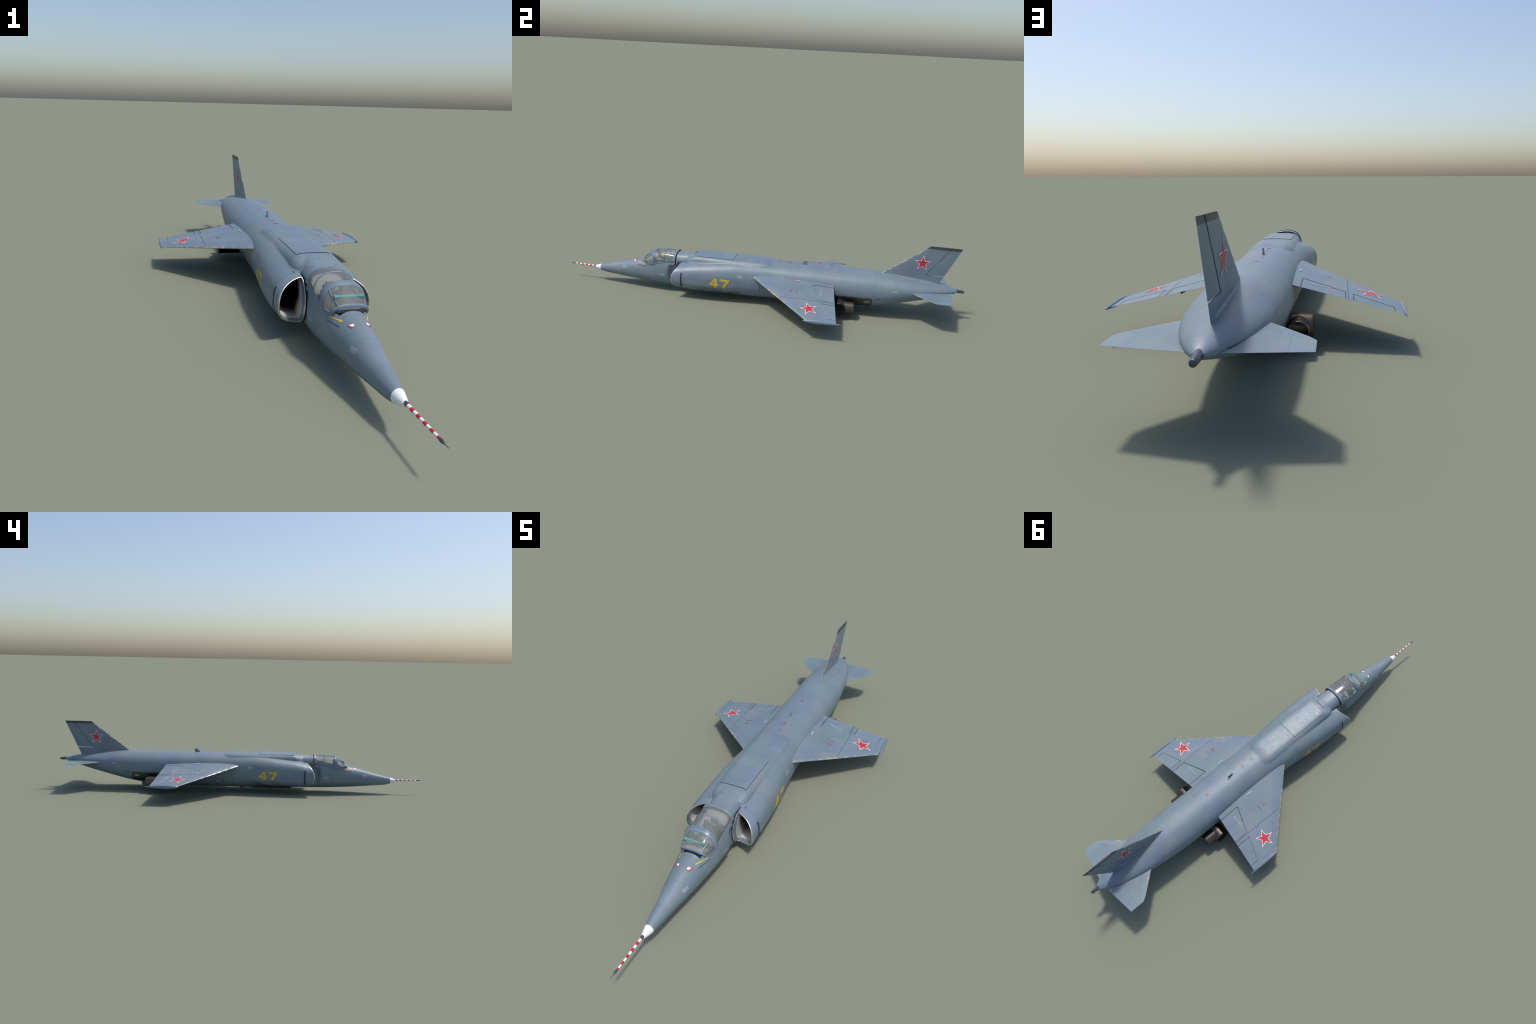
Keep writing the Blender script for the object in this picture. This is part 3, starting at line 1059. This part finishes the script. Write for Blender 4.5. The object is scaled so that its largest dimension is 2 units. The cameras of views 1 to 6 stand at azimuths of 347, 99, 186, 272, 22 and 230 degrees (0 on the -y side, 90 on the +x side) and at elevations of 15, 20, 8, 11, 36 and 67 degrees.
# flared root of the fin
for side in (-1, 1):
    ys = np.linspace(0.618, 0.874, 50)
    grow = np.clip((ys - 0.61) / 0.06, 0.1, 1) * (1 - 0.8 * smooth(0.835, 0.874, ys))
    wide = fin_half(ys, surface_z(r_body, ys, 0 * ys)) + 0.0055 * grow
    high = 0.0075 * grow
    rows = []
    for t in np.linspace(0, 1, 6):
        a = t * math.pi / 2
        xi = fin_half(ys, surface_z(r_body, ys, 0 * ys) + high) - 0.0003
        X = wide - (wide - xi) * math.sin(a)
        Z = surface_z(r_body, ys, X) - 0.0003 + high * (1 - math.cos(a))
        rows.append([(side * x, yy, zz) for x, yy, zz in zip(X, ys, Z)])
    make("fin_root_fillet", [p for r in rows for p in r], grid_faces(len(rows), len(ys)), M_BODY, FIN, 180)

# ------------------------------------------------------------------ nozzles
for side in (-1, 1):
    G = group("exhaust_nozzle")
    yc, zc, R = 0.4238, 0.0537, 0.0318
    prof = [(0.045, R), (0.1462, R), (0.1486, R - 0.0006), (0.1500, R - 0.0020), (0.1505, R - 0.0046), (0.1498, R - 0.0060), (0.1498, 0.0005)]
    prof = [(side * s, r) for s, r in prof]
    make("nozzle_drum", *revolve(prof, (yc, zc), "x", 56), M_NOZZLE, G, 35)
    cx, cz, r = side * 0.1145, 0.0540, 0.0288
    outer = [(0.425, r), (0.486, r - 0.0003), (0.4925, r - 0.0006), (0.4938, r - 0.0014), (0.4938, r - 0.0026), (0.490, r - 0.0032), (0.455, r - 0.0050), (0.440, r - 0.006)]
    make("nozzle_spout", *revolve(outer, (cx, cz), "y", 48, False, False), M_NOZZLE, G, 45)
    make("nozzle_throat", *revolve([(0.452, r - 0.004), (0.4515, 0.001)], (cx, cz), "y", 40, False, True), M_BLACK, G)

# small pylons under the wings
for side in (-1, 1):
    fx, rg = 0.2165, []
    for k in range(13):
        u = k / 12
        yy = 0.215 + 0.088 * u
        h = wing_z(fx) - float(wing_top(fx, yy)) + wing_z(fx)      # lower skin
        d = 0.0015 + 0.0135 * min(1.0, 1.6 * u) ** 0.8
        w = 0.0032
        rg.append([(side * (fx - w), yy, h + 0.001), (side * (fx + w), yy, h + 0.001), (side * (fx + w), yy, h - d * 0.7), (side * (fx + w * 0.4), yy, h - d), (side * (fx - w * 0.4), yy, h - d), (side * (fx - w), yy, h - d * 0.7)])
    make("wing_pylon", *loft(rg, True, True), M_GREY, smooth_angle=40)

# ------------------------------------------------------------------ antennas and small fins
def blade(name, base, top, thick, mat=M_GREY):
    """Thin swept blade: base and top are ((y, z) front, (y, z) rear)."""
    v, f = [], []
    for (p, q), th in ((base, thick), (top, thick * 0.6)):
        ring = []
        for k in range(16):
            a = math.tau * k / 16
            u = 0.5 - 0.5 * math.cos(a)
            ring.append((th / 2 * math.sin(a), p[0] + (q[0] - p[0]) * u, p[1] + (q[1] - p[1]) * u))
        v.append(ring)
    return make(name, *loft(v, True, True), mat, smooth_angle=50)


blade("dorsal_antenna", ((0.2125, 0.199), (0.2440, 0.199)), ((0.2325, 0.2222), (0.2500, 0.2222)), 0.0060)
blade("belly_antenna", ((-0.0275, 0.024), (-0.0035, 0.024)), ((-0.0235, 0.0), (-0.0085, 0.0)), 0.0060)
blade("belly_antenna", ((0.5205, 0.036), (0.5465, 0.036)), ((0.5275, 0.0108), (0.5435, 0.0108)), 0.0050)
zt = float(surface_z(r_body, 0.115, 0.0))
hook = [(-0.0075, 0.1155, zt + 0.0002), (-0.006, 0.1110, zt + 0.0006), (0.0, 0.1095, zt + 0.0007), (0.005, 0.1110, zt + 0.0006), (0.003, 0.1150, zt + 0.0003)]
make("dorsal_hook", *tube(hook, 0.0005), M_STENDARK)
# belly strakes under the intakes
parts = []
for s in (-1, 1):
    parts.append(box((s * 0.046, -0.18, 0.0265), (0.004, 0.21, 0.008)))
make("belly_strake", *merge(parts), M_SEAM)


# ------------------------------------------------------------------ markings
def flat_shape(polys, cut=0.004):
    """2D polygons to a fine triangulated sheet: returns list of (u, v), faces."""
    bm = bmesh.new()
    for poly in polys:
        vs = [bm.verts.new((p[0], p[1], 0)) for p in poly]
        bm.faces.new(vs)
    bmesh.ops.triangulate(bm, faces=bm.faces[:])
    us = [v.co.x for v in bm.verts]
    vs_ = [v.co.y for v in bm.verts]
    for axis, lo, hi in ((0, min(us), max(us)), (1, min(vs_), max(vs_))):
        k = math.floor(lo / cut) * cut + cut
        while k < hi:
            nrm = (1, 0, 0) if axis == 0 else (0, 1, 0)
            co = (k, 0, 0) if axis == 0 else (0, k, 0)
            bmesh.ops.bisect_plane(bm, geom=bm.verts[:] + bm.edges[:] + bm.faces[:], plane_co=co, plane_no=nrm, dist=1e-7)
            k += cut
    bm.verts.index_update()
    pts = [(v.co.x, v.co.y) for v in bm.verts]
    fs = [tuple(v.index for v in f.verts) for f in bm.faces]
    bm.free()
    return pts, fs


def on_side(pts, side, rf, lift=0.0006):
    y, z = np.array([p[0] for p in pts]), np.array([p[1] for p in pts])
    x = surface_x(rf, y, z) + lift
    return [(side * a, b, c) for a, b, c in zip(x, y, z)]


def on_top(pts, rf=None, lift=0.0006):
    x, y = np.array([p[0] for p in pts]), np.array([p[1] for p in pts])
    z = surface_z(rf or r_body, y, x) + lift
    return list(zip(x, y, z))


def on_wing(pts, lift=0.0005):
    x, y = np.array([p[0] for p in pts]), np.array([p[1] for p in pts])
    return list(zip(x, y, wing_top(x, y) + lift))


def on_fin(pts, side, lift=0.0005):
    y, z = np.array([p[0] for p in pts]), np.array([p[1] for p in pts])
    return [(side * a, b, c) for a, b, c in zip(fin_half(y, z) + lift, y, z)]


def mark(name, polys, place, mat, parent=ROOT, cut=0.004, kind=None):
    pts, fs = flat_shape(polys, cut)
    return make(name, place(pts), fs, mat, parent, 180, kind)


def strip(path, w):
    """Quads along a polyline of width w."""
    out = []
    for p, q in zip(path[:-1], path[1:]):
        d = math.dist(p, q)
        nx, ny = -(q[1] - p[1]) / d * w / 2, (q[0] - p[0]) / d * w / 2
        out.append([(p[0] + nx, p[1] + ny), (p[0] - nx, p[1] - ny), (q[0] - nx, q[1] - ny), (q[0] + nx, q[1] + ny)])
    return out


def circle_ring(c, r0, r1, n=28):
    out = []
    for k in range(n):
        a, b = math.tau * k / n, math.tau * (k + 1) / n
        out.append([(c[0] + r * math.cos(t), c[1] + r * math.sin(t)) for r, t in ((r0, a), (r1, a), (r1, b), (r0, b))])
    return out


def disc(c, r, n=16):
    return [[(c[0] + r * math.cos(math.tau * k / n), c[1] + r * math.sin(math.tau * k / n)) for k in range(n)]]


def star(c, r, rot, inner=0.382):
    pts = []
    for k in range(10):
        a = rot + math.tau * k / 10
        q = r if k % 2 == 0 else r * inner
        pts.append((c[0] + q * math.cos(a), c[1] + q * math.sin(a)))
    return pts


def star_polys(c, r, rot):
    p = star(c, r, rot)
    return [[c, p[k - 1], p[k], p[k + 1]] for k in range(1, 9, 2)] + [[c, p[9], p[0], p[1]]] if False else [[c, p[(2 * k - 1) % 10], p[2 * k], p[2 * k + 1]] for k in range(5)]


def star_marking(c, r, rot, place, parent):
    for rr, mat, lift in ((r, M_STARRED, 0.0004), (r * 0.945, M_STARWHITE, 0.0007), (r * 0.76, M_STARRED, 0.0010)):
        mark("star_marking", star_polys(c, rr, rot), lambda q, l=lift: place(q, l), mat, parent, 0.006)


for side in (-1, 1):
    rot = math.atan2(0.2506 - 0.2925, 0.0015) if side < 0 else math.atan2(0.2510 - 0.2925, -0.0015)
    star_marking((side * 0.2962, 0.2930), 0.0452, -math.pi / 2 + 0.03 * side, lambda q, l: on_wing(q, l), ROOT)
    star_marking((0.7912, 0.2738), 0.0428, math.pi / 2, lambda q, l, s=side: on_fin(q, s, l), FIN)

# yellow side number
FOUR = [[(0.50, 0.0), (0.80, 0.0), (0.80, 0.24), (0.50, 0.24)], [(0.0, 0.24), (0.98, 0.24), (0.98, 0.46), (0.80, 0.46), (0.50, 0.46), (0.0, 0.42)], [(0.0, 0.42), (0.28, 0.45), (0.50, 0.74), (0.50, 1.0)], [(0.50, 0.46), (0.80, 0.46), (0.80, 1.0), (0.50, 1.0), (0.50, 0.74)]]
SEVEN = [[(0.0, 0.76), (1.0, 0.76), (1.0, 1.0), (0.0, 1.0)], [(0.28, 0.0), (0.60, 0.0), (0.66, 0.22), (0.78, 0.48), (1.0, 0.76), (0.66, 0.76), (0.46, 0.50), (0.34, 0.26)]]
for side in (-1, 1):
    polys = []
    for ox, shape in ((0.0, FOUR), (0.0505, SEVEN)):
        for p in shape:
            polys.append([(0.1112 + 0.0445 * a + ox, 0.0790 + 0.0455 * b) for a, b in p])
    if side < 0:      # reads towards the nose on this side
        polys = [[(-q[0], q[1]) for q in p] for p in polys]
    else:
        polys = [[(q[0] - 0.3205, q[1]) for q in p] for p in polys]
    mark("number_marking", polys, lambda q, s=side: on_side(q, s, r_body), M_YELLOW)

# red rings on filler caps
for c in ((0.0, 0.1655), (0.0, 0.3695)):
    mark("filler_ring", circle_ring(c, 0.0062, 0.0079), lambda q: on_top(q), M_STARRED, cut=0.02)
    mark("filler_cap", disc(c, 0.0018), lambda q: on_top(q, lift=0.0008), M_SEAM, cut=0.02)
for side in (-1, 1):
    c = (side * 0.1835, 0.1987)
    mark("filler_ring", circle_ring(c, 0.0056, 0.0072), lambda q: on_wing(q), M_STARRED, cut=0.02)
    mark("filler_cap", disc(c, 0.0018), lambda q: on_wing(q, 0.0008), M_SEAM, cut=0.02)
    mark("drain_slit", strip([(side * 0.1695, 0.2237), (side * 0.1962, 0.2242)], 0.0013), on_wing, M_SEAM)
    mark("walkway_bar", strip([(side * 0.1032, 0.2025), (side * 0.1028, 0.2275)], 0.0026), lambda q: on_wing(q, 0.0030), M_STARWHITE)
    mark("wing_joint_line", strip([(side * 0.2345, wing_le(0.2345) + 0.003), (side * 0.2330, 0.4040)], 0.0011), lambda q: on_wing(q, 0.0003), M_SEAM)
    # dark shut lines round flap and aileron
    sl = []
    sl += strip([(side * FLAP_X[0], flap_line(FLAP_X[0])), (side * FLAP_X[0], wing_te(FLAP_X[0]) - 0.001)], 0.0022)
    sl += strip([(side * FLAP_X[1], flap_line(FLAP_X[1])), (side * FLAP_X[1], wing_te(FLAP_X[1]) - 0.001)], 0.0016)
    sl += strip([(side * AIL_X[0], ail_line(AIL_X[0])), (side * AIL_X[0], wing_te(AIL_X[0]) - 0.001)], 0.0018)
    sl += strip([(side * AIL_X[1], ail_line(AIL_X[1])), (side * AIL_X[1], wing_te(AIL_X[1]) - 0.001)], 0.0010)
    mark("control_shut_line", sl, lambda q: on_wing(q, 0.0003), M_SEAM)

# dorsal hatch outline and slot
hx, hy0, hy1 = 0.0480, -0.2925, -0.1080
hatch = [[(-hx, hy0), (hx, hy0), (hx, hy1), (-hx, hy1)]]
mark("dorsal_hatch", hatch, lambda q: on_top(q, lift=0.0013), M_BODY)
rim = []
for p, q in (((-hx, hy0), (hx, hy0)), ((hx, hy0), (hx, hy1)), ((hx, hy1), (-hx, hy1)), ((-hx, hy1), (-hx, hy0))):
    t = np.linspace(0, 1, 41)
    xs, ys = p[0] + (q[0] - p[0]) * t, p[1] + (q[1] - p[1]) * t
    zs = surface_z(r_body, ys, xs)
    rim.append(([(a, b, c - 0.0005) for a, b, c in zip(xs, ys, zs)] + [(a, b, c + 0.0013) for a, b, c in zip(xs, ys, zs)], grid_faces(2, 41)))
make("hatch_rim", *merge(rim), M_SEAM)
out = strip([(-hx - 0.0003, hy0), (-hx - 0.0003, hy1)], 0.0010) + strip([(-hx, hy0 - 0.0007), (hx, hy0 - 0.0007)], 0.0017) + strip([(-hx, hy1 + 0.0004), (hx, hy1 + 0.0004)], 0.0016) + strip([(hx + 0.0003, hy0), (hx + 0.0003, hy1)], 0.0010)
mark("hatch_seam", out, lambda q: on_top(q, lift=0.0003), M_SEAM)
# low ramp ahead of the hatch with a dark rear face
t = np.linspace(-0.0285, 0.0285, 25)
rows = []
for y, h in ((-0.322, -0.0004), (-0.3105, 0.0026)):
    rows.append([(a, y, float(b) + (h if h < 0 else h * (1.1 - abs(a / 0.0285) ** 4) - 0.0003)) for a, b in zip(t, surface_z(r_body, np.full_like(t, y), t))])
make("spine_ramp", [p for r in rows for p in r], grid_faces(2, 25), M_BODY, smooth_angle=180)
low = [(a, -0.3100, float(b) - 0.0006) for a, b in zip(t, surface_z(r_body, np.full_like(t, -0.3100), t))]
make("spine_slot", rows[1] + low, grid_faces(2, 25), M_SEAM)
for side in (-1, 1):
    mark("rudder_hinge_line", strip([(hinge(FZ1 - 0.001), FZ1 - 0.001), (hinge(RZ), RZ)], 0.0014), lambda q, s=side: on_fin(q, s, 0.0005), M_SEAM, FIN)
# auxiliary air slots on the intake flanks
for side in (-1, 1):
    for z0, z1 in ((0.0615, 0.0800), (0.0808, 0.1085), (0.1093, 0.1375)):
        polys = [[(-0.3568, z0), (-0.3505, z0), (-0.3505, z1), (-0.3568, z1)]]
        mark("intake_slot", polys, lambda q, s=side: on_side(q, s, r_trunk, 0.0008), M_SEAM, INTAKES[side], 0.004)
    mark("access_seam", strip([(0.0335, 0.072), (0.0350, 0.108)], 0.0016), lambda q, s=side: on_side(q, s, r_body, 0.0004), M_SEAM)
    mark("bleed_slot", strip([(side * 0.0680, -0.3440), (side * 0.0665, -0.3330)], 0.0015), lambda q: on_top(q, r_body, 0.0008), M_SEAM)
    # heat-tinted hinge plates below the rear canopy arch
    mark("hinge_plate", [[(-0.4150, 0.1500), (-0.4065, 0.1515), (-0.4065, 0.170), (-0.4150, 0.166)], [(-0.4015, 0.1525), (-0.3880, 0.155), (-0.3850, 0.163), (-0.3930, 0.170), (-0.4015, 0.173)]], lambda q, s=side: on_side(q, s, r_forward, 0.0010), M_OLIVE)
    mark("hinge_gap", [[(-0.4060, 0.150), (-0.4022, 0.150), (-0.4022, 0.170), (-0.4060, 0.170)]], lambda q, s=side: on_side(q, s, r_forward, 0.0013), M_SEAM)

# rescue arrows, their captions and the warning diamonds ahead of the windscreen
for side in (-1, 1):
    stem = [[(-0.5625, 0.1350), (-0.5625, 0.1330), (-0.5790, 0.1326), (-0.5790, 0.1348)], [(-0.5790, 0.1356), (-0.5790, 0.1328), (-0.5945, 0.1342), (-0.5945, 0.1366)]]
    head = [(-0.5940, 0.1386), (-0.5940, 0.1318), (-0.6040, 0.1354)]
    if side > 0:      # the left-hand arrow points back at the canopy
        head = [(-0.5705, 0.1312), (-0.5705, 0.1372), (-0.5610, 0.1338)]
        stem = [[(-0.5705, 0.1350), (-0.5705, 0.1332), (-0.5860, 0.1338), (-0.5860, 0.1362)], [(-0.5855, 0.1366), (-0.5855, 0.1336), (-0.6070, 0.1350), (-0.6070, 0.1376)]]
    mark("rescue_arrow", [[(a, b - 0.0018) for a, b in p] for p in stem + [head]], lambda q, s=side: on_side(q, s, r_forward, 0.0008), M_YELLOW)
    cap = []
    k = 0
    y = -0.5600
    rnd = random.Random(5)
    while y > -0.6060:
        w = rnd.choice((0.0014, 0.0020, 0.0026))
        cap.append([(y, 0.1215), (y, 0.1240), (y - w, 0.1240), (y - w, 0.1215)])
        y -= w + 0.0006
    mark("rescue_caption", cap, lambda q, s=side: on_side(q, s, r_forward, 0.0006), M_STENDARK)
    red = [(0.0141, -0.6252), (0.0282, -0.6218), (0.0219, -0.6384), (0.0131, -0.6348)]
    white = [(0.0149, -0.6260), (0.0243, -0.6246), (0.0196, -0.6352), (0.0136, -0.6338)]
    for poly, mat, lift in ((red, M_STARRED, 0.0006), (white, M_WHITE, 0.0010)):
        mark("warning_mark", [[(side * a, b) for a, b in poly]], lambda q, l=lift: on_top(q, r_forward, l), mat)


def stencil(y0, z0, w, h, rows, seed):
    """Block of tiny lettering: rows of short dashes."""
    rnd = random.Random(seed)
    polys = []
    rh = h / rows
    for i in range(rows):
        x, end = 0.0, w * rnd.uniform(0.8, 1.0)
        while x < end:
            d = rnd.uniform(0.0012, 0.0030)
            polys.append([(y0 + x, z0 + i * rh), (y0 + x + d, z0 + i * rh), (y0 + x + d, z0 + i * rh + rh * 0.62), (y0 + x, z0 + i * rh + rh * 0.62)])
            x += d + 0.0007
    return polys


for side in (-1, 1):
    for k, (y0, z0, w, h, rf) in enumerate([(-0.6905, 0.0945, 0.026, 0.013, r_forward), (-0.484, 0.085, 0.027, 0.013, r_forward), (-0.075, 0.138, 0.026, 0.013, r_body), (0.663, 0.142, 0.025, 0.011, r_body), (0.095, 0.056, 0.027, 0.010, r_body), (0.537, 0.077, 0.026, 0.012, r_body)]):
        mark("stencil_block", stencil(y0, z0, w, h, 6, 10 + k), lambda q, s=side, r=rf: on_side(q, s, r, 0.0005), M_STENCIL, cut=0.02, kind="stuff")
    mark("stencil_block", stencil(0.588, 0.1005, 0.023, 0.006, 3, 31), lambda q, s=side: on_side(q, s, r_body, 0.0005), M_STENDARK, cut=0.02, kind="stuff")

# walkway lettering on the flaps, set with the built-in font
for side in (-1, 1):
    cu = D.curves.new("flap_lettering", "FONT")
    cu.body = "НЕ СТУПАТЬ"
    cu.size = 0.0105
    cu.resolution_u = 2
    cu.offset = 0.00022
    tmp = D.objects.new("flap_lettering_tmp", cu)
    bpy.context.scene.collection.objects.link(tmp)
    bpy.context.view_layer.update()
    me = tmp.to_mesh()
    vs = np.array([v.co[:] for v in me.vertices])
    fs = [tuple(p.vertices) for p in me.polygons]
    tmp.to_mesh_clear()
    D.objects.remove(tmp)
    D.curves.remove(cu)
    w = vs[:, 0].max()
    k = 0.0545 / w
    X = (-0.1370 if side < 0 else 0.1915) - vs[:, 0] * k
    Y = 0.3395 - vs[:, 1] * k * 1.15
    make("flap_lettering", on_wing(list(zip(X, Y)), 0.0012), fs, M_STENCIL, ROOT, 180)

for o in bpy.context.scene.objects:
    if o.type == "MESH":
        o.data.name = o.name
